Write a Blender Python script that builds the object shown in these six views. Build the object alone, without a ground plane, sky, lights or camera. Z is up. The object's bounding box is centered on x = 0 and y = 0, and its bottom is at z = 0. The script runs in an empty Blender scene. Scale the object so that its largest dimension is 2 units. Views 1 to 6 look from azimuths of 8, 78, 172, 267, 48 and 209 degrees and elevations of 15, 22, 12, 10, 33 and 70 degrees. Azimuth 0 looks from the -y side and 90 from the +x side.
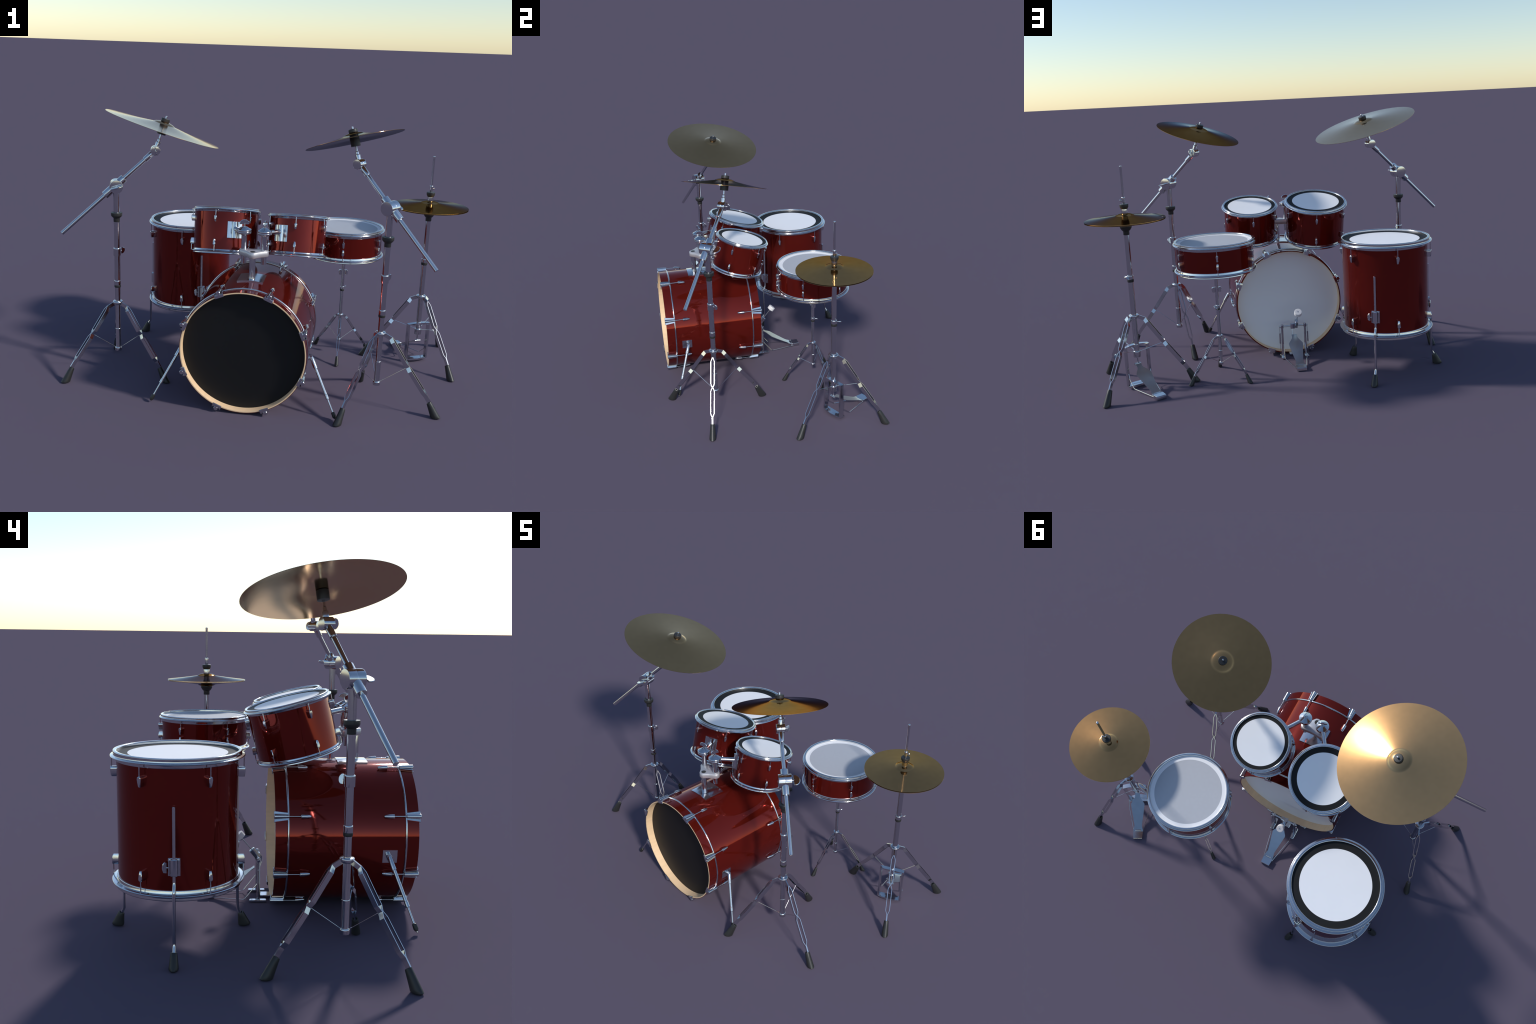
"""Five-piece drum kit with two boom cymbals, a hi-hat and a kick pedal."""
import bpy, math
from mathutils import Matrix, Vector

PI = math.pi
rad = math.radians

# ------------------------------------------------------------------ materials
def material(name, base, metallic=0.0, rough=0.4, coat=0.0, coat_rough=0.03, vary=0.0,
             scale=20.0, stretch=(1, 1, 1), rough_vary=0.0, bump=0.0, spec=0.5, edge_tint=(1, 1, 1)):
    m = bpy.data.materials.new(name)
    m.use_nodes = True
    nt = m.node_tree
    b = nt.nodes["Principled BSDF"]
    b.inputs["Base Color"].default_value = (*base, 1)
    b.inputs["Metallic"].default_value = metallic
    b.inputs["Roughness"].default_value = rough
    b.inputs["Coat Weight"].default_value = coat
    b.inputs["Coat Roughness"].default_value = coat_rough
    b.inputs["Specular IOR Level"].default_value = spec
    b.inputs["Specular Tint"].default_value = (*edge_tint, 1)
    tc = nt.nodes.new("ShaderNodeTexCoord")
    mp = nt.nodes.new("ShaderNodeMapping")
    mp.inputs["Scale"].default_value = stretch
    nt.links.new(tc.outputs["Object"], mp.inputs["Vector"])
    nz = nt.nodes.new("ShaderNodeTexNoise")
    nz.inputs["Scale"].default_value = scale
    nz.inputs["Detail"].default_value = 4
    nt.links.new(mp.outputs["Vector"], nz.inputs["Vector"])
    if vary:
        ramp = nt.nodes.new("ShaderNodeValToRGB")
        ramp.color_ramp.elements[0].position = 0.3
        ramp.color_ramp.elements[1].position = 0.7
        ramp.color_ramp.elements[0].color = (*[c * (1 - vary) for c in base], 1)
        ramp.color_ramp.elements[1].color = (*[min(1, c * (1 + vary)) for c in base], 1)
        nt.links.new(nz.outputs["Fac"], ramp.inputs["Fac"])
        nt.links.new(ramp.outputs["Color"], b.inputs["Base Color"])
    if rough_vary:
        mr = nt.nodes.new("ShaderNodeMapRange")
        mr.inputs["To Min"].default_value = max(0, rough - rough_vary)
        mr.inputs["To Max"].default_value = rough + rough_vary
        nt.links.new(nz.outputs["Fac"], mr.inputs["Value"])
        nt.links.new(mr.outputs["Result"], b.inputs["Roughness"])
    if bump:
        bp = nt.nodes.new("ShaderNodeBump")
        bp.inputs["Strength"].default_value = bump
        bp.inputs["Distance"].default_value = 0.001
        nt.links.new(nz.outputs["Fac"], bp.inputs["Height"])
        nt.links.new(bp.outputs["Normal"], b.inputs["Normal"])
    return m


RED = material("red_lacquer", (0.19, 0.015, 0.009), metallic=0.62, rough=0.06, vary=0.04, scale=6)
CHROME = material("chrome", (0.66, 0.67, 0.69), metallic=1.0, rough=0.14, rough_vary=0.02, scale=40)
SATIN = material("satin_aluminium", (0.62, 0.60, 0.62), metallic=0.6, rough=0.42, vary=0.03)
PEDAL = material("pedal_steel", (0.58, 0.60, 0.62), metallic=1.0, rough=0.28, vary=0.05)
BRASS = material("cymbal_bronze", (0.66, 0.385, 0.165), metallic=1.0, rough=0.125, vary=0.03, scale=30)
GOLD = material("hi_hat_bronze", (0.64, 0.345, 0.135), metallic=1.0, rough=0.105, vary=0.04, scale=30, edge_tint=(0.14, 0.17, 0.25))
WHITE = material("drum_skin_white", (0.985, 0.98, 0.985), rough=0.55, vary=0.01, scale=8)
GREY = material("drum_skin_coating", (0.52, 0.53, 0.56), rough=0.6, vary=0.015, scale=60)
BLACKSKIN = material("drum_skin_black", (0.007, 0.007, 0.008), rough=0.55, spec=0.3)
RING = material("damping_ring_black", (0.010, 0.0105, 0.011), rough=0.6, spec=0.3)
WOOD = material("maple_wood", (0.93, 0.65, 0.39), rough=0.5, vary=0.05, scale=12, stretch=(1, 6, 1))
RUBBER = material("black_rubber", (0.024, 0.024, 0.023), rough=0.42, bump=0.1, scale=300)
FELT = material("beater_felt", (0.86, 0.85, 0.86), rough=0.8, bump=0.3, scale=250)


# ------------------------------------------------------------------ mesh tools
class Geo:
    """A bag of vertices and faces, each face with a material slot."""

    def __init__(self):
        self.v, self.f, self.m = [], [], []

    def add(self, verts, faces, slot=0, mat=None):
        o = len(self.v)
        self.v += [mat @ Vector(p) if mat else Vector(p) for p in verts]
        self.f += [tuple(i + o for i in f) for f in faces]
        self.m += [slot] * len(faces) if isinstance(slot, int) else slot
        return self

    def join(self, g, mat=None):
        return self.add(g.v, g.f, list(g.m), mat)


def lathe(profile, seg=64, slots=None, loop=False):
    """Turn (radius, height) points about z. Points on the axis close the end."""
    g = Geo()
    rings, verts, faces, mats = [], [], [], []
    for r, z in profile:
        if r < 1e-6:
            rings.append([len(verts)])
            verts.append((0, 0, z))
        else:
            rings.append(list(range(len(verts), len(verts) + seg)))
            verts += [(r * math.cos(2 * PI * i / seg), r * math.sin(2 * PI * i / seg), z) for i in range(seg)]
    pairs = list(zip(rings, rings[1:] + rings[:1])) if loop else list(zip(rings, rings[1:]))
    for k, (a, b) in enumerate(pairs):
        s = slots[k] if slots else 0
        for i in range(seg):
            j = (i + 1) % seg
            if len(a) == 1 and len(b) == 1:
                continue
            if len(a) == 1:
                faces.append((a[0], b[j], b[i]))
            elif len(b) == 1:
                faces.append((a[i], a[j], b[0]))
            else:
                faces.append((a[i], a[j], b[j], b[i]))
            mats.append(s)
    return g.add(verts, faces, mats)


def soften(profile, r=0.001, steps=3):
    """Round the corners of an open profile polyline."""
    out = [profile[0]]
    for p, c, n in zip(profile, profile[1:], profile[2:]):
        p, c, n = Vector(p), Vector(c), Vector(n)
        a, b = p - c, n - c
        if a.length < 1e-7 or b.length < 1e-7:
            out.append(tuple(c))
            continue
        q = min(r, a.length * 0.45, b.length * 0.45)
        s, e = c + a.normalized() * q, c + b.normalized() * q
        for k in range(steps + 1):
            t = k / steps
            w = s * (1 - t) ** 2 + c * 2 * t * (1 - t) + e * t * t
            out.append((w.x, w.y))
    out.append(profile[-1])
    return out


def turned(z0, z1, r, edge=0.001, seg=40):
    """A solid cylinder with softened rims."""
    return lathe(soften([(0, z0), (r, z0), (r, z1), (0, z1)], edge), seg)


def tube(path, radius, seg=20, cap=True):
    """A round rod along a path; radius may be a list."""
    pts = [Vector(p) for p in path]
    rr = radius if isinstance(radius, (list, tuple)) else [radius] * len(pts)
    tang = []
    for i in range(len(pts)):
        d = Vector((0, 0, 0))
        if i > 0:
            d += (pts[i] - pts[i - 1]).normalized()
        if i < len(pts) - 1:
            d += (pts[i + 1] - pts[i]).normalized()
        tang.append(d.normalized())
    u = tang[0].orthogonal().normalized()
    verts, faces = [], []
    for i, p in enumerate(pts):
        if i:
            u = (u - tang[i] * u.dot(tang[i])).normalized()
        w = tang[i].cross(u)
        verts += [p + (u * math.cos(2 * PI * k / seg) + w * math.sin(2 * PI * k / seg)) * rr[i] for k in range(seg)]
    for i in range(len(pts) - 1):
        for k in range(seg):
            j = (k + 1) % seg
            faces.append((i * seg + k, i * seg + j, (i + 1) * seg + j, (i + 1) * seg + k))
    if cap:
        faces.append(tuple(reversed(range(seg))))
        faces.append(tuple(range((len(pts) - 1) * seg, len(pts) * seg)))
    return Geo().add(verts, faces)


def arc_path(path, r=0.02, steps=6):
    """Round the bends of a 3D polyline."""
    pts = [Vector(p) for p in path]
    out = [pts[0]]
    for p, c, n in zip(pts, pts[1:], pts[2:]):
        a, b = p - c, n - c
        q = min(r, a.length * 0.45, b.length * 0.45)
        s, e = c + a.normalized() * q, c + b.normalized() * q
        out += [s * (1 - t) ** 2 + c * 2 * t * (1 - t) + e * t * t for t in [k / steps for k in range(steps + 1)]]
    return out + [pts[-1]]


def loft(sections, cap=True):
    """Skin a list of equally long closed vertex loops."""
    n = len(sections[0])
    verts = [p for s in sections for p in s]
    faces = []
    for i in range(len(sections) - 1):
        for k in range(n):
            j = (k + 1) % n
            faces.append((i * n + k, i * n + j, (i + 1) * n + j, (i + 1) * n + k))
    if cap:
        faces.append(tuple(reversed(range(n))))
        faces.append(tuple(range((len(sections) - 1) * n, len(sections) * n)))
    return Geo().add(verts, faces)


def rounded_rect(w, h, r, steps=3):
    """Corner-rounded rectangle as 2D points, counter-clockwise."""
    r = min(r, w * 0.49, h * 0.49)
    out = []
    for cx, cy, a0 in ((w / 2 - r, h / 2 - r, 0), (-w / 2 + r, h / 2 - r, 90), (-w / 2 + r, -h / 2 + r, 180), (w / 2 - r, -h / 2 + r, 270)):
        for k in range(steps + 1):
            a = rad(a0 + 90 * k / steps)
            out.append((cx + r * math.cos(a), cy + r * math.sin(a)))
    return out


def slab(outline, z0, z1, edge=0.001):
    """Extrude a 2D outline between two heights, with a small chamfer."""
    c = Vector((sum(p[0] for p in outline) / len(outline), sum(p[1] for p in outline) / len(outline)))

    def ring(z, inset):
        out = []
        n = len(outline)
        for i, p in enumerate(outline):
            a, b = Vector(outline[i - 1]), Vector(outline[(i + 1) % n])
            d = (b - a).normalized()
            nrm = Vector((d.y, -d.x))
            q = Vector(p) - nrm * inset
            out.append((q.x, q.y, z))
        return out
    return loft([ring(z0, edge), ring(z0 + edge, 0), ring(z1 - edge, 0), ring(z1, edge)])


def box(w, d, h, edge=0.001, at=(0, 0, 0)):
    g = slab(rounded_rect(w, d, edge, 2), -h / 2, h / 2, edge)
    return Geo().join(g, Matrix.Translation(at))


def mesh(name, geo, mats, angle=35):
    me = bpy.data.meshes.new(name)
    me.from_pydata([tuple(p) for p in geo.v], [], geo.f)
    mats = mats if isinstance(mats, (list, tuple)) else [mats]
    for m in mats:
        me.materials.append(m)
    me.polygons.foreach_set("material_index", geo.m)
    import bmesh
    bm = bmesh.new()
    bm.from_mesh(me)
    bmesh.ops.recalc_face_normals(bm, faces=bm.faces)
    bm.to_mesh(me)
    bm.free()
    me.polygons.foreach_set("use_smooth", [True] * len(me.polygons))
    me.set_sharp_from_angle(angle=rad(angle))
    me.update()
    return me


def thing(name, label, category, matrix):
    e = bpy.data.objects.new(name, None)
    e.empty_display_size = 0.1
    bpy.context.collection.objects.link(e)
    e.matrix_world = matrix
    e["label"] = label
    e["category"] = category
    return e


def part(parent, name, geo, mats=None, at=None, angle=35):
    me = geo if isinstance(geo, bpy.types.Mesh) else mesh(name, geo, mats, angle)
    o = bpy.data.objects.new(name, me)
    bpy.context.collection.objects.link(o)
    o.parent = parent
    if at is not None:
        o.matrix_local = at
    return o


def T(x, y, z):
    return Matrix.Translation((x, y, z))


def Rz(deg):
    return Matrix.Rotation(rad(deg), 4, "Z")


def Rx(deg):
    return Matrix.Rotation(rad(deg), 4, "X")


def Ry(deg):
    return Matrix.Rotation(rad(deg), 4, "Y")


def frame(origin, z, x):
    """Matrix with its z axis along z and its x axis close to x."""
    z = Vector(z).normalized()
    x = Vector(x)
    x = (x - z * x.dot(z)).normalized()
    y = z.cross(x)
    m = Matrix((x, y, z)).transposed().to_4x4()
    m.translation = Vector(origin)
    return m


# ------------------------------------------------------------------ shared pieces
def wing(length=0.064, depth=0.031, thick=0.007, stub=0.012, stub_r=0.004):
    """Half-moon wing nut: stub along +x from the origin, chord along z."""
    g = Geo()
    g.join(tube([(0, 0, 0), (stub + 0.006, 0, 0)], stub_r, 14))
    pts = []
    n = 18
    for k in range(n + 1):
        a = PI * k / n - PI / 2
        pts.append((stub + depth * max(0, math.cos(a)) ** 0.8, length / 2 * math.sin(a)))
    pts = [(stub - 0.002, -length / 2 * 0.9)] + pts[1:-1] + [(stub - 0.002, length / 2 * 0.9)]
    g.join(slab(pts, -thick / 2, thick / 2, thick * 0.32), Matrix.Rotation(PI / 2, 4, "X"))
    return g


def leg_strips(s=1.0, width=0.0192, thick=0.0026):
    """Two flat steel strips that bow apart, meet half way and bow apart again (leg along +x)."""
    key = [((0.018, 0.371), 0.0016), ((0.0523, 0.3558), 0.0016)]
    stations = [(0.0523, 0.3558), (0.142, 0.226), (0.236, 0.0996)]
    for a, b in zip(stations, stations[1:]):
        a, b = Vector(a), Vector(b)
        d = (b - a).normalized()
        key += [(tuple(a + d * 0.021), 0.0100), (tuple(b - d * 0.021), 0.0100), (tuple(b), 0.0016)]
    key.append(((0.2555, 0.0715), 0.0016))
    g = Geo()
    pts = [Vector(k[0]) * s for k in key]
    nrm = []
    for i in range(len(pts)):
        d = Vector((0, 0))
        if i:
            d += (pts[i] - pts[i - 1]).normalized()
        if i < len(pts) - 1:
            d += (pts[i + 1] - pts[i]).normalized()
        d.normalize()
        nrm.append(Vector((-d.y, d.x)))
    for side in (-1, 1):
        secs = []
        for (p, n, (_, b)) in zip(pts, nrm, key):
            row = []
            for w, t in ((-1, -1), (1, -1), (1, 1), (-1, 1)):
                q = p + n * (w * width * s / 2)
                row.append((q.x, side * b * s + t * thick * s / 2, q.y))
            secs.append(row)
        g.join(loft(secs))
    return g


def rubber_foot(s=1.0, top=(0.2535, 0.0705), bottom=(0.2895, 0.0), r_top=0.0122, r_low=(0.0240, 0.0176), lean=(0.6, -0.8)):
    """Slanted rubber shoe standing flat on the floor, leg direction +x."""
    a, b = Vector(top), Vector(bottom)
    d = Vector(lean).normalized()
    n = Vector((-d.y, d.x))
    secs = []
    seg = 28
    rows = [(0.0, 0.55, 0.10), (0.0, 0.9, 0.0), (0.03, 1.0, 0.0)]

    def row(t, f):
        out = []
        for k in range(seg):
            c, si = math.cos(2 * PI * k / seg), math.sin(2 * PI * k / seg)
            p0 = Vector((a.x + n.x * c * r_top, si * r_top, a.y + n.y * c * r_top))
            p1 = Vector((b.x + c * r_low[0], si * r_low[1], 0.004))
            mid = Vector((a.x + n.x * c * r_top, 0, a.y + n.y * c * r_top))
            p = p0.lerp(p1, t)
            cen = Vector((a.x, 0, a.y)).lerp(Vector((b.x, 0, 0.004)), t)
            out.append(cen + (p - cen) * f)
        return out
    secs.append([p - Vector((d.x, 0, d.y)) * -0.004 for p in row(0, 0.55)])
    secs += [row(0, 0.6), row(0, 0.93), row(0.04, 1.0), row(0.3, 1.0), row(0.6, 1.0), row(0.85, 1.0), row(1.0, 1.0)]
    base = row(1.0, 1.0)
    c0 = Vector((b.x, 0, 0))
    secs.append([Vector(((p.x - b.x) * 0.97 + b.x, p.y * 0.97, 0.0015)) for p in base])
    secs.append([Vector(((p.x - b.x) * 0.90 + b.x, p.y * 0.90, 0.0)) for p in base])
    g = loft([[tuple(q * s) for q in sec] for sec in secs])
    return g


def tripod(root, angles, s=1.0, hub_z=0.38, hub_r=0.0258, wire_z=0.132, tube_r=0.0128):
    strips = mesh("leg", leg_strips(s), CHROME, 9)
    foot = mesh("rubber_foot", rubber_foot(s), RUBBER, 40)
    wire = mesh("brace_wire", tube([(0.0145 * s / 0.9, 0, wire_z), (0.136 * s, 0, 0.2245 * s)], 0.0013 * max(s, 0.75), 8), CHROME)
    for a in angles:
        leg = part(root, "leg", strips, at=Rz(a))
        part(leg, "rubber_foot", foot)
        part(leg, "brace_wire", wire)
    h = 0.0155 * s
    part(root, "leg_collar", lathe(soften([(tube_r * 0.9, hub_z - h), (hub_r * 0.86, hub_z - h), (hub_r, hub_z - h * 0.62), (hub_r, hub_z - 0.002 * s),
                                           (hub_r * 0.93, hub_z + 0.001 * s), (tube_r * 0.9, hub_z + 0.002 * s)], 0.0015 * s), 48), CHROME)


# ------------------------------------------------------------------ cymbal stands
def cymbal(radius, bow=0.0225, bell_r=0.053, bell_h=0.0125, slopes=((0, 9.5), (0.5, 7), (1, 4.5)), flat=0.0014, dish=0.32):
    """Edge plane at z=0; the bow is steep at the bell and flatter outside, the underside is closed and flat."""
    n = 40
    drop, zs = 0.0, [0.0]
    for k in range(n):
        t = (k + 0.5) / n
        for (t0, a0), (t1, a1) in zip(slopes, slopes[1:]):
            if t0 <= t <= t1:
                a = a0 + (a1 - a0) * (t - t0) / (t1 - t0)
        drop += math.tan(rad(a))
        zs.append(drop)
    top = [(bell_r + (radius - bell_r) * k / n, bow * (1 - zs[k] / drop)) for k in range(n + 1)]
    bell = []
    m = 10
    for k in range(m):
        r = 0.004 + (bell_r - 0.004) * k / m
        bell.append((r, bow + bell_h * (1 - (r / bell_r) ** 2) ** 0.8))
    return lathe([(0, bow + bell_h)] + bell + top + [(radius + 0.0001, -flat * 0.5), (radius - 0.0006, -flat)]
                 + [(r - 0.0006, z * dish - flat) for r, z in reversed(top[:-1])] + [(0, bow * dish * 1.1 - flat)], 144)


def boom_stand(name, label, at, yaw, cym_r, bronze):
    root = thing(name, label, "cymbal stand", T(*at, 0) @ Rz(yaw))
    tripod(root, (203.25, 321.5, 90.6))
    col = Geo()
    col.join(lathe(soften([(0, 0.112), (0.0175, 0.112), (0.0175, 0.128), (0.0158, 0.1315), (0.0138, 0.1325), (0.0138, 0.2300), (0.0145, 0.2318),
                           (0.0140, 0.2336), (0.0133, 0.2345), (0.0133, 0.47)], 0.0012), 40))
    col.join(tube([(0, 0, 0.45), (0, 0, 0.80)], 0.0143, 40))
    col.join(tube([(0, 0, 0.78), (0, 0, 0.96)], 0.0150, 40))
    part(root, "column", col, CHROME)
    part(root, "sleeve_ring", lathe(soften([(0.012, 0.4665), (0.0163, 0.4665), (0.0163, 0.488), (0.0150, 0.4915), (0.012, 0.4915)], 0.001), 40), CHROME)
    part(root, "rubber_ring", lathe(soften([(0.012, 0.454), (0.0155, 0.454), (0.0165, 0.4575), (0.0165, 0.4665), (0.012, 0.4665)], 0.001), 40), RUBBER)
    part(root, "height_clamp", lathe(soften([(0.012, 0.621), (0.0183, 0.621), (0.0183, 0.6575), (0.0168, 0.6605), (0.012, 0.6605)], 0.0012), 40), CHROME)
    part(root, "wing_nut", wing(0.036, 0.017, 0.006, 0.010, 0.003), CHROME, at=T(0, 0, 0.641) @ Rz(48 - yaw) @ T(0.016, 0, 0.002) @ Rx(12))
    part(root, "rubber_cup", lathe(soften([(0.012, 0.7935), (0.0155, 0.7935), (0.0158, 0.8135), (0.0205, 0.8165), (0.0270, 0.8245), (0.0277, 0.8290),
                                           (0.0277, 0.8405), (0.0250, 0.8408), (0.0150, 0.8395)], 0.002), 48), RUBBER)
    # boom arm in the local x-z plane
    low, up = Vector((-0.2650, 0, 0.7390)), Vector((0.190, 0, 1.1467))
    d = (up - low).normalized()
    j1 = low + d * ((0 - low.x) / d.x)
    part(root, "boom_arm", tube([low, low + d * 0.0012, up], [0.0085, 0.0096, 0.0096], 32), CHROME)
    fr = frame(j1, d, (0, 1, 0))
    joint = Geo()
    joint.join(lathe(soften([(0.0094, -0.074), (0.0195, -0.074), (0.0195, 0.052), (0.0094, 0.052)], 0.0012), 40), fr)
    joint.join(tube([(0, 0, 0.93), (0, 0, 0.955)], 0.0165, 36))
    drum = lathe(soften([(0, -0.0315), (0.0325, -0.0315), (0.0328, -0.0285), (0.0328, -0.001), (0.0322, 0), (0.0328, 0.001), (0.0328, 0.0285),
                         (0.0325, 0.0315), (0, 0.0315)], 0.0008), 56)
    joint.join(drum, T(0, 0, 0.9725) @ Rx(90))
    part(root, "boom_joint", joint, CHROME)
    part(root, "wing_nut", wing(), CHROME, at=T(0, -0.030, 0.9725) @ Rz(-90) @ Rx(-74))
    fr2 = frame(up, d, (0, 1, 0))
    tilter = Geo()
    tilter.join(lathe(soften([(0.0094, -0.068), (0.0135, -0.068), (0.0135, -0.010), (0.0, -0.010)], 0.001), 36), fr2)
    tilter.join(lathe(soften([(0, -0.0205), (0.0235, -0.0205), (0.0235, -0.001), (0.0229, 0), (0.0235, 0.001), (0.0235, 0.0205), (0, 0.0205)], 0.001), 48), T(*up) @ Rx(90))
    nrm = Matrix.Rotation(rad(2.3), 3, "Z") @ Vector((0.307, 0, 0.9517)).normalized()
    cen = Vector((0.2265, 0, 1.2527))
    cf = frame(cen, nrm, (1, 0, 0))
    tilter.join(lathe(soften([(0, -0.105), (0.0118, -0.105), (0.0118, -0.068), (0.0075, -0.0665), (0.0075, -0.053), (0.0045, -0.051), (0.0045, 0.020),
                              (0.0045, 0.062), (0.0035, 0.064), (0, 0.064)], 0.0008), 28), cf)
    part(root, "cymbal_tilter", tilter, CHROME)
    part(root, "wing_nut", wing(0.040, 0.019, 0.005, 0.008, 0.0035), CHROME, at=T(*up) @ T(0, -0.019, 0) @ Rz(-90) @ Rx(8))
    cy = part(root, "cymbal", cymbal(cym_r, 0.0240, dish=0.32 if cym_r > 0.25 else 0.18), bronze, at=cf)
    part(root, "cymbal_sleeve", lathe(soften([(0, -0.028), (0.0222, -0.028), (0.0222, 0.0055), (0, 0.0055)], 0.001), 40), RUBBER, at=cf)
    part(root, "top_nut", lathe(soften([(0, 0.033), (0.0185, 0.0335), (0.0212, 0.036), (0.0212, 0.0495), (0.0195, 0.0515), (0, 0.0515)], 0.0012), 40), RUBBER, at=cf)
    return root


boom_stand("cymbal_stand", "large bronze crash cymbal tilted on a chrome boom stand", (-0.7445, -0.2250), 20.2, 0.2853, BRASS)
boom_stand("cymbal_stand", "bronze crash cymbal tilted on a chrome boom stand", (0.5790, -0.3537), 143.7, 0.2298, GOLD)


# ------------------------------------------------------------------ hi-hat
def hi_hat():
    root = thing("hi_hat", "pair of bronze hi-hat cymbals on chrome pedal stand", "hi-hat", T(0.8008, 0.2665, 0))
    tripod(root, (59.1, 177.1, 306.1), wire_z=0.187)
    col = Geo()
    col.join(lathe(soften([(0, 0.157), (0.0187, 0.157), (0.0187, 0.186), (0.0172, 0.189), (0.0137, 0.190), (0.0137, 0.222), (0.0150, 0.224), (0.0137, 0.2255),
                           (0.0137, 0.57)], 0.001), 40))
    col.join(tube([(0, 0, 0.55), (0, 0, 0.81)], 0.0129, 40))
    part(root, "column", col, CHROME)
    part(root, "sleeve_ring", lathe(soften([(0.012, 0.5665), (0.0163, 0.5665), (0.0163, 0.584), (0.0150, 0.587), (0.012, 0.587)], 0.001), 40), CHROME)
    part(root, "rubber_ring", lathe(soften([(0.012, 0.552), (0.0155, 0.552), (0.0165, 0.5555), (0.0165, 0.5665), (0.012, 0.5665)], 0.001), 40), RUBBER)
    part(root, "wing_nut", wing(0.036, 0.017, 0.006, 0.010, 0.003), CHROME, at=T(0, 0, 0.577) @ Rz(62) @ T(0.014, 0, 0.002) @ Rx(60))
    part(root, "pull_rod", lathe(soften([(0, 0.122), (0.0035, 0.122), (0.0035, 0.19), (0.0058, 0.80), (0.0058, 1.1300), (0.0064, 1.1315), (0.0064, 1.1345), (0.0045, 1.1365), (0, 1.1365)], 0.0008), 24), CHROME)
    part(root, "rubber_cup", lathe(soften([(0.011, 0.7935), (0.0152, 0.7935), (0.0156, 0.8135), (0.0200, 0.8160), (0.0275, 0.8270), (0.0300, 0.8350), (0.0290, 0.8410), (0, 0.8410)], 0.002), 48), RUBBER)
    clutch = Geo()
    clutch.join(lathe(soften([(0.004, 0.885), (0.0155, 0.885), (0.0155, 0.925), (0.004, 0.925)], 0.001), 40))
    clutch.join(lathe(soften([(0.004, 0.944), (0.0070, 0.944), (0.0070, 0.953), (0.0088, 0.955), (0.0088, 0.980), (0.0070, 0.983), (0.004, 0.983)], 0.0008), 32))
    part(root, "clutch", clutch, CHROME)
    part(root, "wing_nut", wing(0.014, 0.008, 0.0035, 0.004, 0.002), CHROME, at=T(0, 0, 0.967) @ Rz(25) @ T(0.008, 0, 0))
    part(root, "clutch_felt", lathe(soften([(0.004, 0.9235), (0.0165, 0.9235), (0.0180, 0.928), (0.0210, 0.933), (0.0218, 0.938), (0.0220, 0.9465), (0.0208, 0.9478), (0.004, 0.9478)], 0.001), 40), RUBBER)
    part(root, "hi_hat_cymbal", cymbal(0.1998, 0.0195, 0.047, 0.0125, ((0, 9), (1, 6.5))), GOLD, at=T(0, 0, 0.8722))
    part(root, "hi_hat_cymbal", cymbal(0.1996, 0.0195, 0.047, 0.0115, ((0, 9), (1, 6.5))), GOLD, at=T(0, 0, 0.8662) @ Rx(180))
    # foot frame and pedal: +x is across, +y runs from the column to the heel plate
    base = T(0, 0, 0) @ Rz(27.0)
    fr = Geo()
    w, d, t = 0.0660, 0.0230, 0.0100
    outline = arc_path([(-w, 0, 0.215), (-w, 0, 0.014), (0, -0.012, 0.009), (w, 0, 0.014), (w, 0, 0.215)], 0.006)
    outline = [(-w, 0, 0.219), (-w, 0, 0.014), (-w * 0.5, -0.008, 0.010), (0, -0.011, 0.009), (w * 0.5, -0.008, 0.010), (w, 0, 0.014), (w, 0, 0.219),
               (w * 0.5, -0.006, 0.224), (0, -0.008, 0.226), (-w * 0.5, -0.006, 0.224)]
    sec = []
    n = len(outline)
    for i, p in enumerate(outline):
        p = Vector(p)
        a, b = Vector(outline[i - 1]), Vector(outline[(i + 1) % n])
        tg = (b - a)
        tg.y = 0
        tg.normalize()
        inw = Vector((tg.z, 0, -tg.x))
        if (Vector((0, 0, 0.115)) - p).dot(inw) < 0:
            inw = -inw
        sec.append([p + Vector((0, -d / 2, 0)), p + Vector((0, d / 2, 0)), p + inw * t + Vector((0, d / 2, 0)), p + inw * t + Vector((0, -d / 2, 0))])
    g = loft(sec + [sec[0]], cap=False)
    plate = [(-w, 0.022), (-w, -0.008), (-w * 0.55, -0.0185), (0, -0.0225), (w * 0.55, -0.0185), (w, -0.008), (w, 0.022)]
    g.join(slab(plate, 0.0085, 0.0165, 0.001))
    part(root, "foot_frame", g, CHROME, at=base, angle=30)
    # the footboard: thin bent plate
    part(root, "footboard", footboard(0.247, top_z=0.1155, top_y=0.004, w1=0.0405, w2=0.0215), PEDAL, at=base)
    part(root, "heel_plate", heel_plate(0.241), CHROME, at=base)
    part(root, "pedal_hinge", tube([(-0.017, -0.004, 0.1185), (0.017, -0.004, 0.1185)], 0.0058, 16), CHROME, at=base)
    for sx in (-1, 1):
        part(root, "base_wire", tube(arc_path([(sx * 0.060, 0.004, 0.095), (sx * 0.0605, 0.020, 0.055), (sx * 0.060, 0.066, 0.0165), (sx * 0.024, 0.215, 0.008)], 0.006), 0.0018, 8), CHROME, at=base)
    return root


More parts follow.
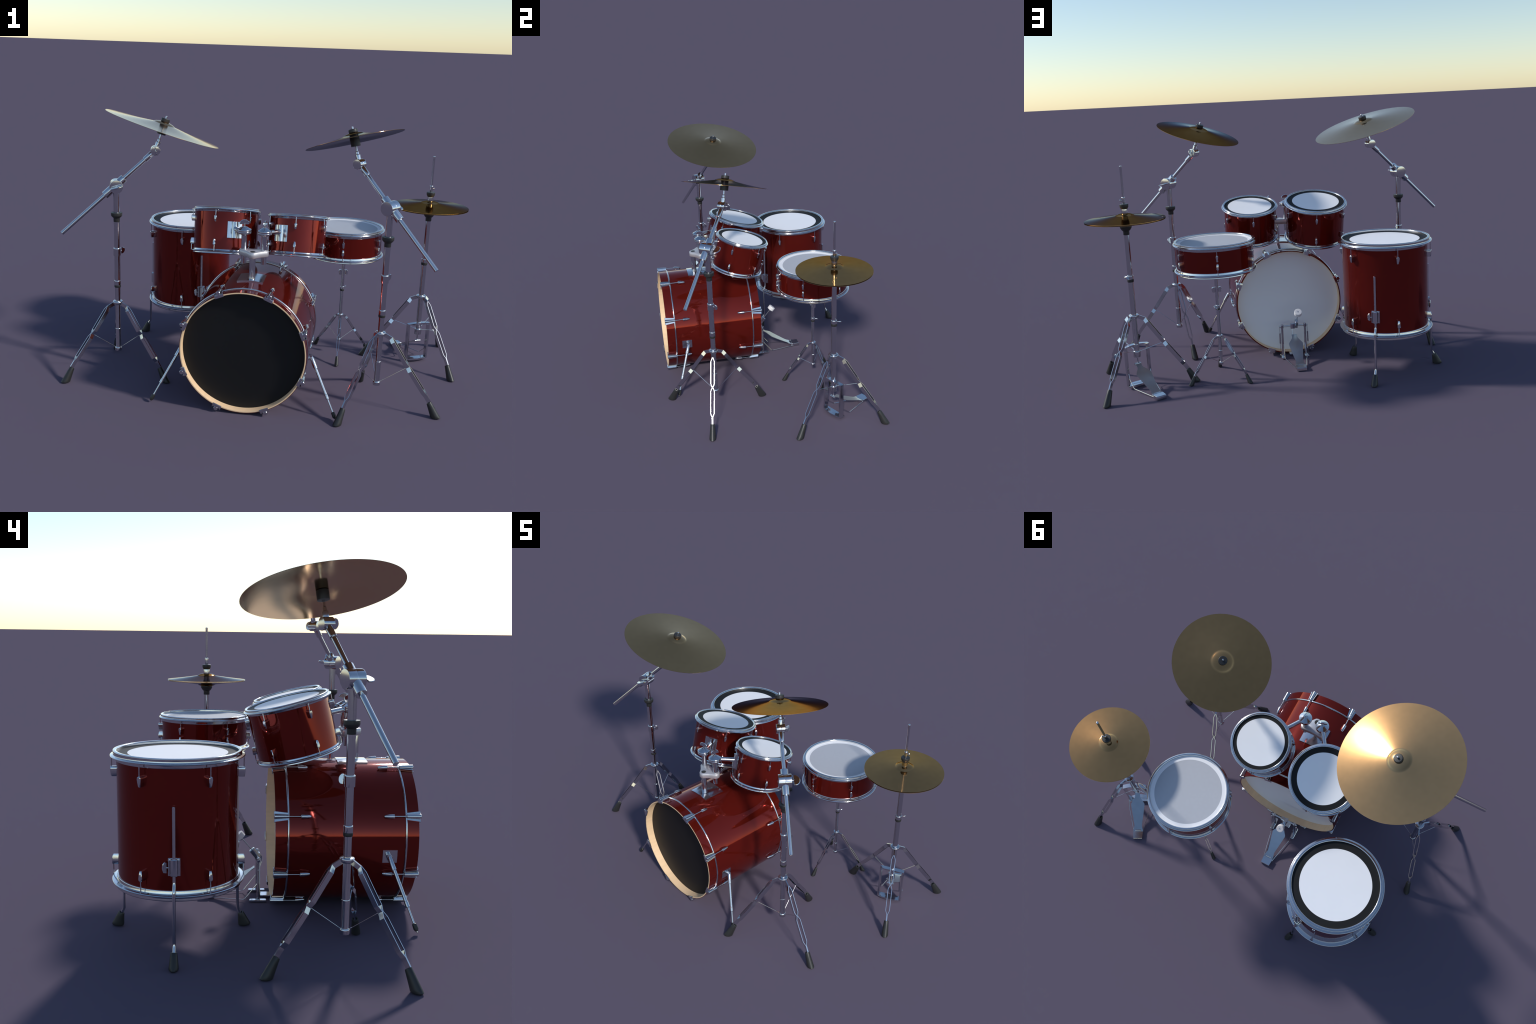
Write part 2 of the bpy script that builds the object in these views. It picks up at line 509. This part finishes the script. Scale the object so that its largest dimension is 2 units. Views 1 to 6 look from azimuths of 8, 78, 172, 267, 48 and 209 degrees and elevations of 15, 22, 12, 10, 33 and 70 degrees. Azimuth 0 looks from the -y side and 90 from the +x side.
def footboard(length, top_z, top_y, w0=0.014, w1=0.040, w2=0.020, thick=0.003):
    """Shoe-shaped pedal plate from a narrow toe at the top down to the heel."""
    rows = []
    n = 26
    for k in range(n + 1):
        t = k / n
        y = top_y + (length - 0.038 - top_y) * t
        z = top_z * (1 - t) ** 1.12 + 0.014 * t
        if t < 0.10:
            w = w0
        elif t < 0.28:
            q = (t - 0.10) / 0.18
            w = w0 + (w1 - w0) * q
        elif t < 0.84:
            q = (t - 0.28) / 0.56
            w = w1 + (w2 - w1) * q
        else:
            q = (t - 0.84) / 0.16
            w = w2 + 0.008 * q
        rows.append((y, z, w))
    return loft([[(-w, y, z), (w, y, z), (w, y + 0.0008, z + thick), (-w, y + 0.0008, z + thick)] for y, z, w in rows])


def heel_plate(length, half=0.029, deep=0.050):
    """Wedge under the heel with a notched tongue that holds the footboard hinge."""
    g = Geo()
    y1 = length + 0.012
    y0 = y1 - deep
    g.join(slab([(-half * 0.88, y0), (half * 0.88, y0), (half * 0.9, y1), (-half * 0.9, y1)], 0.0, 0.0155, 0.0015))
    g.join(slab([(-half * 0.5, y0 - 0.017), (half * 0.5, y0 - 0.017), (half * 0.62, y0 + 0.004), (-half * 0.62, y0 + 0.004)], 0.006, 0.0205, 0.0012))
    g.join(slab([(-half, y0 + 0.006), (half, y0 + 0.006), (half * 0.9, y1 - 0.001), (-half * 0.9, y1 - 0.001)], 0.0135, 0.0195, 0.0012))
    return g


hi_hat()


# ------------------------------------------------------------------ shell drums
def lug_casing(s=1.0, h=0.0365, depth=0.0235):
    """Kite-shaped lug: x is radial (0 at the shell), z runs down from 0 to -h."""
    rows = [(0.0, 0.0040, 0.90), (-0.0035, 0.0068, 1.0), (-0.0095, 0.0080, 1.0), (-h / s * 0.55, 0.0066, 0.98), (-h / s * 0.9, 0.0050, 0.90), (-h / s, 0.0040, 0.80)]
    secs = []
    for z, w, f in rows:
        d = depth * f
        w *= s
        c = 0.0022 * s
        secs.append([(-0.003, -w, z * s), (d - c, -w, z * s), (d, -w + c, z * s), (d, w - c, z * s), (d - c, w, z * s), (-0.003, w, z * s)])
    return loft(secs)


def hoop(shell, lip_in, lip, flange, top, fl, band):
    """Triple-flanged steel hoop; heights relative to the skin, top > fl > band."""
    t = 0.0022
    return lathe(soften([(lip_in, fl - 0.001), (lip_in, top - 0.0035), (lip_in + 0.0022, top - 0.0006), ((lip_in + lip) / 2, top), (lip - 0.0015, top - 0.0008),
                         (lip, top - 0.003), (lip - 0.0012, (top + fl) / 2), (lip - 0.0008, fl + 0.0042), (flange - 0.002, fl + 0.0026), (flange, fl),
                         (flange - 0.0022, fl - 0.0024), (shell + 0.0052, fl - 0.0040), (shell + 0.0040, band + 0.002), (shell + 0.0028, band), (shell - 0.001, band)], 0.0010, 2), 112)


def shell_drum(name, label, category, matrix, shell, lip_in, lip, flange, top, fl, band, bottom_fl, skins, lugs, lug_s, lug_h, lug_off, lug_depth, base_shift, low_scale=1.0):
    """A drum whose batter skin lies at local z=0; the root sits at the drum's base."""
    root = thing(name, label, category, matrix @ T(0, 0, base_shift))
    up = T(0, 0, -base_shift)
    low_skin = bottom_fl + fl
    flip = T(0, 0, low_skin) @ Rx(180)
    part(root, "shell", lathe([(shell - 0.004, band + 0.006), (shell, band + 0.006), (shell, low_skin - band - 0.006), (shell - 0.004, low_skin - band - 0.006)], 128, loop=True), RED, at=up)
    hp = mesh("hoop", hoop(shell, lip_in, lip, flange, top, fl, band), CHROME, 28)
    part(root, "hoop", hp, at=up)
    part(root, "hoop", hp, at=up @ flip @ Matrix.Diagonal((low_scale, low_scale, 1, 1)))
    prof, slots, mats = [(0, 0)], [], []
    for r, m in skins:
        prof.append((r, 0))
        slots.append(len(mats))
        mats.append(m)
    part(root, "batter_skin", lathe(prof + [(prof[-1][0], -0.004)], 112, slots + [slots[-1]]), mats, at=up)
    part(root, "resonant_skin", lathe([(0, 0), (skins[-1][0], 0), (skins[-1][0], 0.004)], 96), WHITE, at=up @ T(0, 0, low_skin))
    casing = mesh("lug", lug_casing(lug_s, lug_h, lug_depth), CHROME, 30)
    rr = flange - 0.0045 * lug_s
    rod = mesh("tension_rod", tube([(rr - shell, 0, fl - 0.001), (rr - shell, 0, fl - lug_off - 0.006)], 0.0021 * max(lug_s, 0.85), 10), CHROME)
    for a in lugs:
        for m in (up, up @ flip @ Rx(0)):
            ang = a if m is up else -a
            q = m @ Rz(ang) @ T(shell, 0, 0)
            part(root, "lug", casing, at=q @ T(0, 0, fl - lug_off))
            part(root, "tension_rod", rod, at=q)
    return root


six = lambda a: [a + 60 * k for k in range(6)]

# floor tom
FT = shell_drum("floor_tom", "deep red lacquered floor tom with chrome hoops on three legs", "drum", T(-0.4959, 0.3477, 0.695),
                0.2169, 0.2146, 0.2291, 0.2397, 0.0125, -0.0072, -0.0235, -0.4554, [(0.1779, WHITE), (0.2150, RING)], six(30), 1.0, 0.0365, 0.044, 0.0235, -0.695)
leg_path = arc_path([(0.2262, 0, 0.5460), (0.2262, 0, 0.283), (0.2425, 0, 0.258), (0.2440, 0, 0.0735), (0.2700, 0, 0.030)], 0.010)
leg_mesh = mesh("floor_tom_leg", tube([leg_path[0] + Vector((0, 0, 0.0012))] + leg_path[0:], [0.0045] + [0.0058] * len(leg_path), 18), CHROME)
boot_mesh = mesh("rubber_foot", rubber_foot(1.0, (0.2580, 0.0530), (0.2750, 0.0), 0.0115, (0.0255, 0.0175), (0.35, -0.93)), RUBBER, 40)
bracket = Geo()
bracket.join(box(0.018, 0.0235, 0.058, 0.002, (0.2265, 0, 0.339)))
bracket.join(box(0.020, 0.0045, 0.054, 0.001, (0.2225, 0.0165, 0.339)))
bracket.join(box(0.020, 0.0045, 0.054, 0.001, (0.2225, -0.0165, 0.339)))
bracket.join(box(0.006, 0.042, 0.062, 0.0015, (0.2180, 0, 0.339)))
bracket_mesh = mesh("leg_bracket", bracket, CHROME, 30)
bwing = mesh("wing_nut", wing(0.040, 0.013, 0.008, 0.009, 0.0025), CHROME)
for a in (61.3, 179.0, 296.9):
    leg = part(FT, "leg", leg_mesh, at=Rz(a))
    part(leg, "rubber_foot", boot_mesh)
    part(FT, "leg_bracket", bracket_mesh, at=Rz(a))
    part(FT, "wing_nut", bwing, at=Rz(a) @ T(0.2265, -0.018, 0.339) @ Rz(-90))

# rack toms, tilted towards the player
TILT_A = T(-0.2205, -0.0589, 0.8562) @ Rz(3.2) @ Rx(-14.5)
TILT_B = T(0.1439, -0.0925, 0.8487) @ Rx(-13.96)
shell_drum("tom_drum", "medium red lacquered rack tom with chrome hoops", "drum", TILT_A,
           0.1615, 0.1572, 0.1677, 0.1755, 0.0050, -0.0080, -0.0190, -0.2115, [(0.1295, WHITE), (0.1576, RING)], six(18.8), 0.8, 0.0305, 0.029, 0.0175, -0.20, 0.98)
shell_drum("tom_drum", "small red lacquered rack tom with chrome hoops", "drum", TILT_B,
           0.1405, 0.1394, 0.1488, 0.1553, 0.0080, -0.0035, -0.0150, -0.1830, [(0.1208, WHITE), (0.1398, RING)], six(31), 0.8, 0.0290, 0.031, 0.0185, -0.187)

# snare
shell_drum("snare_drum", "shallow red lacquered snare drum with grey coated skin", "drum", T(0.3698, 0.2693, 0.7297),
           0.1968, 0.1918, 0.2035, 0.2099, 0.0112, -0.0030, -0.0180, -0.1390, [(0.1708, GREY), (0.1922, WHITE)], six(30), 0.8, 0.0310, 0.0320, 0.0185, -0.155)
SS = thing("snare_stand", "low chrome tripod stand under the snare drum", "drum stand", T(0.3725, 0.2685, 0))
tripod(SS, (23.5, 139.9, 270.0), 0.615, 0.2344, 0.0165, 0.0885, 0.0088)
sc = Geo()
sc.join(lathe(soften([(0, 0.076), (0.0112, 0.076), (0.0112, 0.087), (0.0098, 0.0895), (0.0082, 0.090), (0.0082, 0.1490), (0.0098, 0.1508), (0.0085, 0.1525), (0.0085, 0.38)], 0.0008), 32))
sc.join(tube([(0, 0, 0.37), (0, 0, 0.5745)], 0.0090, 32))
part(SS, "column", sc, CHROME)
part(SS, "sleeve_ring", lathe(soften([(0.007, 0.381), (0.0112, 0.381), (0.0112, 0.394), (0.0102, 0.3965), (0.007, 0.3965)], 0.0008), 32), CHROME)
part(SS, "rubber_ring", lathe(soften([(0.007, 0.3705), (0.0108, 0.3705), (0.0114, 0.373), (0.0114, 0.381), (0.007, 0.381)], 0.0008), 32), RUBBER)
part(SS, "wing_nut", wing(0.028, 0.014, 0.0045, 0.008, 0.0024), CHROME, at=T(0, 0, 0.387) @ Rz(62) @ T(0.010, 0, 0) @ Rx(50))
bk = Geo()
for sx in (-1, 1):
    bk.join(box(0.016, 0.020, 0.026, 0.004, (sx * 0.0165, 0, 0.478)))
bk.join(box(0.034, 0.012, 0.022, 0.003, (0, 0, 0.478)))
part(SS, "basket_clamp", bk, CHROME, at=Rz(5))

# ------------------------------------------------------------------ bass drum
BR, BY0, BY1, BZ = 0.2945, -0.5788, -0.0160, 0.3005
BD = thing("bass_drum", "large red lacquered bass drum lying on its side with spurs", "drum", T(-0.041, (BY0 + BY1) / 2, 0))
half = (BY1 - BY0) / 2
lay = T(0, 0, BZ) @ Rx(90)          # local +z of a turned piece becomes -y (front)
back = lay @ Rx(180)
part(BD, "shell", lathe([(BR, half - 0.0006), (BR - 0.0018, half - 0.0006), (BR - 0.0055, -half + 0.0006), (BR, -half + 0.0006)], 160, loop=True), RED, at=lay)
wooden = lambda o: mesh("wooden_hoop", lathe(soften([(BR - o, half - 0.06), (BR - o, half), (BR - 0.0078, half), (BR - 0.0078, half - 0.06)], 0.0008, 2), 160), WOOD)
ring = mesh("hoop_ring", lathe([(BR + 0.0016 + 0.0043 * math.cos(2 * PI * k / 12), half - 0.0505 + 0.0043 * math.sin(2 * PI * k / 12)) for k in range(12)], 160, loop=True), CHROME)
part(BD, "front_skin", lathe([(0, half - 0.041), (BR - 0.0070, half - 0.041)], 128), BLACKSKIN, at=lay)
part(BD, "batter_skin", lathe([(0, half - 0.041), (BR - 0.0070, half - 0.041)], 128), WHITE, at=back)
claw = Geo()   # x tangential, y from the drum edge towards the middle, z radial
claw.join(box(0.043, 0.005, 0.0145, 0.001, (0, -0.0027, -0.0040)))
claw.join(loft([[(-0.0205, -0.004, 0.0006), (0.0205, -0.004, 0.0006), (0.0205, -0.004, 0.0042), (-0.0205, -0.004, 0.0042)],
                [(-0.0140, 0.049, 0.0040), (0.0140, 0.049, 0.0040), (0.0140, 0.049, 0.0088), (-0.0140, 0.049, 0.0088)]]))
claw.join(tube([(0, -0.0055, 0.0105), (0, -0.004, 0.0105), (0, 0.050, 0.0115), (0, 0.052, 0.0115)], [0.0088, 0.0102, 0.0072, 0.0055], 20))
for sx in (-1, 1):
    claw.join(loft([[(sx * 0.0175, -0.003, 0.0), (sx * 0.0205, -0.003, 0.0), (sx * 0.0205, -0.003, 0.0105), (sx * 0.0175, -0.003, 0.0105)],
                    [(sx * 0.0115, 0.049, 0.003), (sx * 0.0140, 0.049, 0.003), (sx * 0.0140, 0.049, 0.0125), (sx * 0.0115, 0.049, 0.0125)]]))
claw_mesh = mesh("tension_claw", claw, CHROME, 30)
trod = mesh("tension_rod", tube([(0, 0.045, 0.0105), (0, 0.108, 0.0105)], 0.0023, 12), CHROME)
blug = mesh("lug", tube([(0, 0.0985, 0.0095), (0, 0.0998, 0.0095), (0, 0.118, 0.0085), (0, 0.132, 0.0072), (0, 0.1375, 0.0066), (0, 0.1392, 0.0062)],
                        [0.0076, 0.0095, 0.0088, 0.0068, 0.0046, 0.0015], 20).join(box(0.009, 0.032, 0.007, 0.002, (0, 0.117, 0.002))), CHROME)
for m in (lay, back):
    part(BD, "wooden_hoop", wooden(0.0020 if m is lay else 0.0056), at=m)
    part(BD, "hoop_ring", ring, at=m)
    for k in range(8):
        q = m @ Rz(22.5 + 45 * k) @ frame((BR, 0, half), (1, 0, 0), (0, 1, 0))
        if (q.to_3x3() @ Vector((0, 1, 0))).dot(m.to_3x3() @ Vector((0, 0, 1))) > 0:
            q = q @ Rz(180)
        part(BD, "tension_claw", claw_mesh, at=q)
        part(BD, "tension_rod", trod, at=q)
        part(BD, "lug", blug, at=q)
y_of = lambda y: y - (BY0 + BY1) / 2
def curved_plate(width_deg, length, r0, r1, seg=16):
    """Patch of a cylinder shell about z."""
    secs = []
    for k in range(seg + 1):
        a = rad(width_deg * (k / seg - 0.5))
        c, s = math.cos(a), math.sin(a)
        secs.append([(r0 * c, r0 * s, -length / 2), (r1 * c, r1 * s, -length / 2), (r1 * c, r1 * s, length / 2), (r0 * c, r0 * s, length / 2)])
    return loft(secs)
# spurs on both sides
plate_mesh = mesh("spur_plate", curved_plate(10.2, 0.057, BR - 0.001, BR + 0.0028), CHROME, 30)
for sx in (1, -1):
    ang = -8.0 if sx > 0 else 188.0
    mirror = Matrix.Diagonal((sx, 1, 1, 1))
    part(BD, "spur_plate", plate_mesh, at=T(0, y_of(-0.4655), BZ) @ Rx(90) @ Rz(ang))
    hinge = Vector((0.3105, y_of(-0.4600), 0.2630))
    foot = Vector((0.4335, y_of(-0.5430), 0.0200))
    end = hinge.lerp(foot, 0.715)
    d = (foot - hinge).normalized()
    g = Geo()
    g.join(tube([(0.289, hinge.y, 0.2600), (0.3130, hinge.y, 0.2640), (0.3150, hinge.y, 0.2642)], [0.0100, 0.0100, 0.0080], 20))
    g.join(tube([hinge - d * 0.004, hinge + d * 0.004, hinge + d * 0.052, hinge + d * 0.0535], [0.007, 0.0098, 0.0098, 0.0085], 20))
    g.join(tube([hinge + d * 0.05, end - d * 0.02], 0.0070, 18))
    g.join(tube([end - d * 0.024, end - d * 0.022, end - d * 0.002, end], [0.0066, 0.0082, 0.0082, 0.0064], 18))
    g.join(tube([end, foot, foot + d * 0.016, foot + d * 0.0215], [0.0042, 0.0042, 0.0030, 0.0004], 14))
    gm = Geo().join(g, mirror)
    sp = part(BD, "spur", gm, CHROME)
    f = Geo().join(tube([foot - d * 0.019, foot - d * 0.0165, foot + d * 0.0035, foot + d * 0.012], [0.0055, 0.0085, 0.0098, 0.0055], 20), mirror)
    part(sp, "rubber_foot", f, RUBBER)
# tom holder: saddle, post, three-way block, two posts with knobs and arms
part(BD, "holder_saddle", curved_plate(24.0, 0.124, BR - 0.001, BR + 0.0052, 24), CHROME, at=T(0, y_of(-0.3475), BZ) @ Rx(90) @ Rz(90), angle=30)
px, py = 0.0030, y_of(-0.3670)
part(BD, "holder_post", lathe(soften([(0.0158, 0.590), (0.0156, 0.6000), (0.0149, 0.604), (0.0146, 0.612), (0.0146, 0.7020), (0, 0.7020)], 0.003), 36), CHROME, at=T(px, py, 0))
tri = [Vector((-0.047, y_of(-0.3220))), Vector((0.050, y_of(-0.3240))), Vector((px, py))]
def hull_outline(cs, r, waist, steps=10):
    """Rounded three-lobed outline around three centres, drawn in a little between lobes."""
    cen = sum(cs, Vector((0, 0))) / len(cs)
    ordered = sorted(cs, key=lambda c: math.atan2(c.y - cen.y, c.x - cen.x))
    out = []
    n = len(ordered)
    for i, c in enumerate(ordered):
        p, q = ordered[i - 1], ordered[(i + 1) % n]
        d0, d1 = (c - p).normalized(), (q - c).normalized()
        a0 = math.atan2(-d0.x, d0.y)
        a1 = math.atan2(-d1.x, d1.y)
        while a1 < a0:
            a1 += 2 * PI
        for k in range(steps + 1):
            a = a0 + (a1 - a0) * k / steps
            out.append((c.x + r * math.cos(a), c.y + r * math.sin(a)))
        mid = (c + q) / 2 + Vector((d1.y, -d1.x)) * (r - waist)
        for t in (-0.12, 0, 0.12):
            m = mid + d1 * ((q - c).length * t)
            out.append((m.x, m.y))
    return out
hull = hull_outline(tri, 0.0225, 0.004)
area = sum(a[0] * b[1] - b[0] * a[1] for a, b in zip(hull, hull[1:] + hull[:1]))
if area < 0:
    hull.reverse()
part(BD, "holder_block", slab(hull, 0.6985, 0.7275, 0.003), SATIN, angle=50)
part(BD, "post_plug", turned(0.7268, 0.7288, 0.0125, 0.0008, 32), RUBBER, at=T(px, py, 0))
knob_z = 0.8195
bx = {1: (Vector((-0.047, y_of(-0.3220))), Vector((-0.1120, y_of(-0.2330))), 291.8, 0.1615, TILT_A, -0.0975),
      2: (Vector((0.050, y_of(-0.3240))), Vector((0.1170, y_of(-0.2350))), 241.0, 0.1405, TILT_B, -0.0800)}
knob = lathe(soften([(0, 0.660), (0.0134, 0.660), (0.0134, 0.796), (0.0170, 0.7985), (0.0300, 0.8030), (0.0340, 0.8065), (0.0343, 0.8075), (0.0343, 0.8130), (0.0333, 0.8142),
                     (0.0343, 0.8154), (0.0343, 0.8215), (0.0328, 0.8240), (0.0115, 0.8355), (0.0090, 0.8365), (0.0042, 0.8370), (0.0042, 0.850), (0, 0.850)], 0.0007), 48)
knob_mesh = mesh("holder_knob", knob, CHROME, 16)
kwing = mesh("wing_nut", wing(0.0480, 0.0200, 0.006, 0.004, 0.0035), CHROME)
origin = Vector((-0.041, (BY0 + BY1) / 2, 0))
for i, (c, e, ang, rs, skin, off) in bx.items():
    part(BD, "holder_knob", knob_mesh, at=T(c.x, c.y, 0))
    part(BD, "wing_nut", kwing, at=T(c.x, c.y, 0.8455) @ Ry(-90) @ Rx(18 if i == 1 else 75))
    hit = skin @ Vector((rs * math.cos(rad(ang)), rs * math.sin(rad(ang)), off)) - origin
    start = Vector((c.x, c.y, 0.8135))
    part(BD, "holder_arm", tube([start, hit + (hit - start).normalized() * 0.004], 0.0120, 24), CHROME)
    pm = T(*(-origin)) @ skin @ Rz(ang)
    br = Geo()
    br.join(curved_plate(math.degrees(0.071 / rs), 0.079, rs + 0.0002, rs + 0.0040, 14), T(0, 0, off - 0.0065))
    br.join(tube([(rs + 0.002, 0, off - 0.0455), (rs + 0.002, 0, off + 0.0325)], 0.0150, 28))
    part(BD, "tom_bracket", br, CHROME, at=pm, angle=30)


# ------------------------------------------------------------------ kick pedal
KP = thing("kick_pedal", "chrome bass drum pedal with white round beater", "drum pedal", T(-0.0510, 0.0350, 0))
hw = 0.0640
for sx in (-1, 1):
    part(KP, "post", lathe(soften([(0, 0.004), (0.0078, 0.004), (0.0072, 0.03), (0.0062, 0.165), (0.0085, 0.170), (0.0085, 0.188), (0.0062, 0.1905), (0, 0.192)], 0.001), 24), CHROME, at=T(sx * hw, 0, 0))
    part(KP, "base_pad", slab([(p[0] + sx * (hw + 0.002), p[1] + 0.002) for p in rounded_rect(0.022, 0.072, 0.006)], 0.0, 0.0085, 0.0018), CHROME)
    part(KP, "return_spring", tube([(sx * (hw + 0.013), 0.0, 0.182), (sx * (hw + 0.013), 0.0, 0.142), (sx * (hw + 0.0135), 0.001, 0.139), (sx * (hw + 0.014), 0.002, 0.082),
                                    (sx * (hw + 0.014), 0.002, 0.079), (sx * (hw + 0.012), 0.004, 0.012)], [0.0014, 0.0014, 0.0042, 0.0042, 0.0014, 0.0014], 12), CHROME)
    part(KP, "base_wire", tube(arc_path([(sx * (hw - 0.004), 0.006, 0.075), (sx * (hw - 0.003), 0.058, 0.008), (sx * (hw - 0.0075), 0.066, 0.0045), (sx * 0.0270, 0.212, 0.005)], 0.008), 0.0018, 8), CHROME)
part(KP, "axle", tube([(-hw - 0.016, 0, 0.1785), (hw + 0.016, 0, 0.1785)], 0.0048, 16), CHROME)
cam = Geo()
cam.join(box(0.026, 0.020, 0.030, 0.003, (0.005, 0, 0.1775)))
cam.join(tube([(-0.022, 0, 0.1785), (-0.006, 0, 0.1785)], 0.0150, 28))
sd = Vector((0, 0.645, 0.764)).normalized()
hub = Vector((-0.0145, 0.0, 0.1785))
cam.join(box(0.018, 0.026, 0.050, 0.003), frame(hub + sd * 0.020, sd, (1, 0, 0)))
part(KP, "cam", cam, CHROME)
bc = Vector((-0.0172, 0.0791, 0.2714))
part(KP, "beater_shaft", tube([hub + sd * 0.02, bc + sd * 0.0125], 0.0026, 12), CHROME)
part(KP, "beater", lathe(soften([(0, -0.0115), (0.0200, -0.0115), (0.0208, -0.0095), (0.0208, 0.0095), (0.0200, 0.0115), (0.004, 0.0115), (0.004, 0.010), (0, 0.010)], 0.0012), 40), FELT, at=frame(bc, sd, (1, 0, 0)))
part(KP, "drive_strap", tube(arc_path([(0.006, -0.011, 0.183), (0.006, -0.0185, 0.160), (0.004, -0.006, 0.120)], 0.01), 0.0020, 8), CHROME)
part(KP, "footboard", footboard(0.236, top_z=0.1290, top_y=0.014), PEDAL)
part(KP, "heel_plate", heel_plate(0.236), CHROME)
part(KP, "hoop_clamp", box(0.050, 0.058, 0.010, 0.002, (0.0, -0.040, 0.0065)), CHROME)
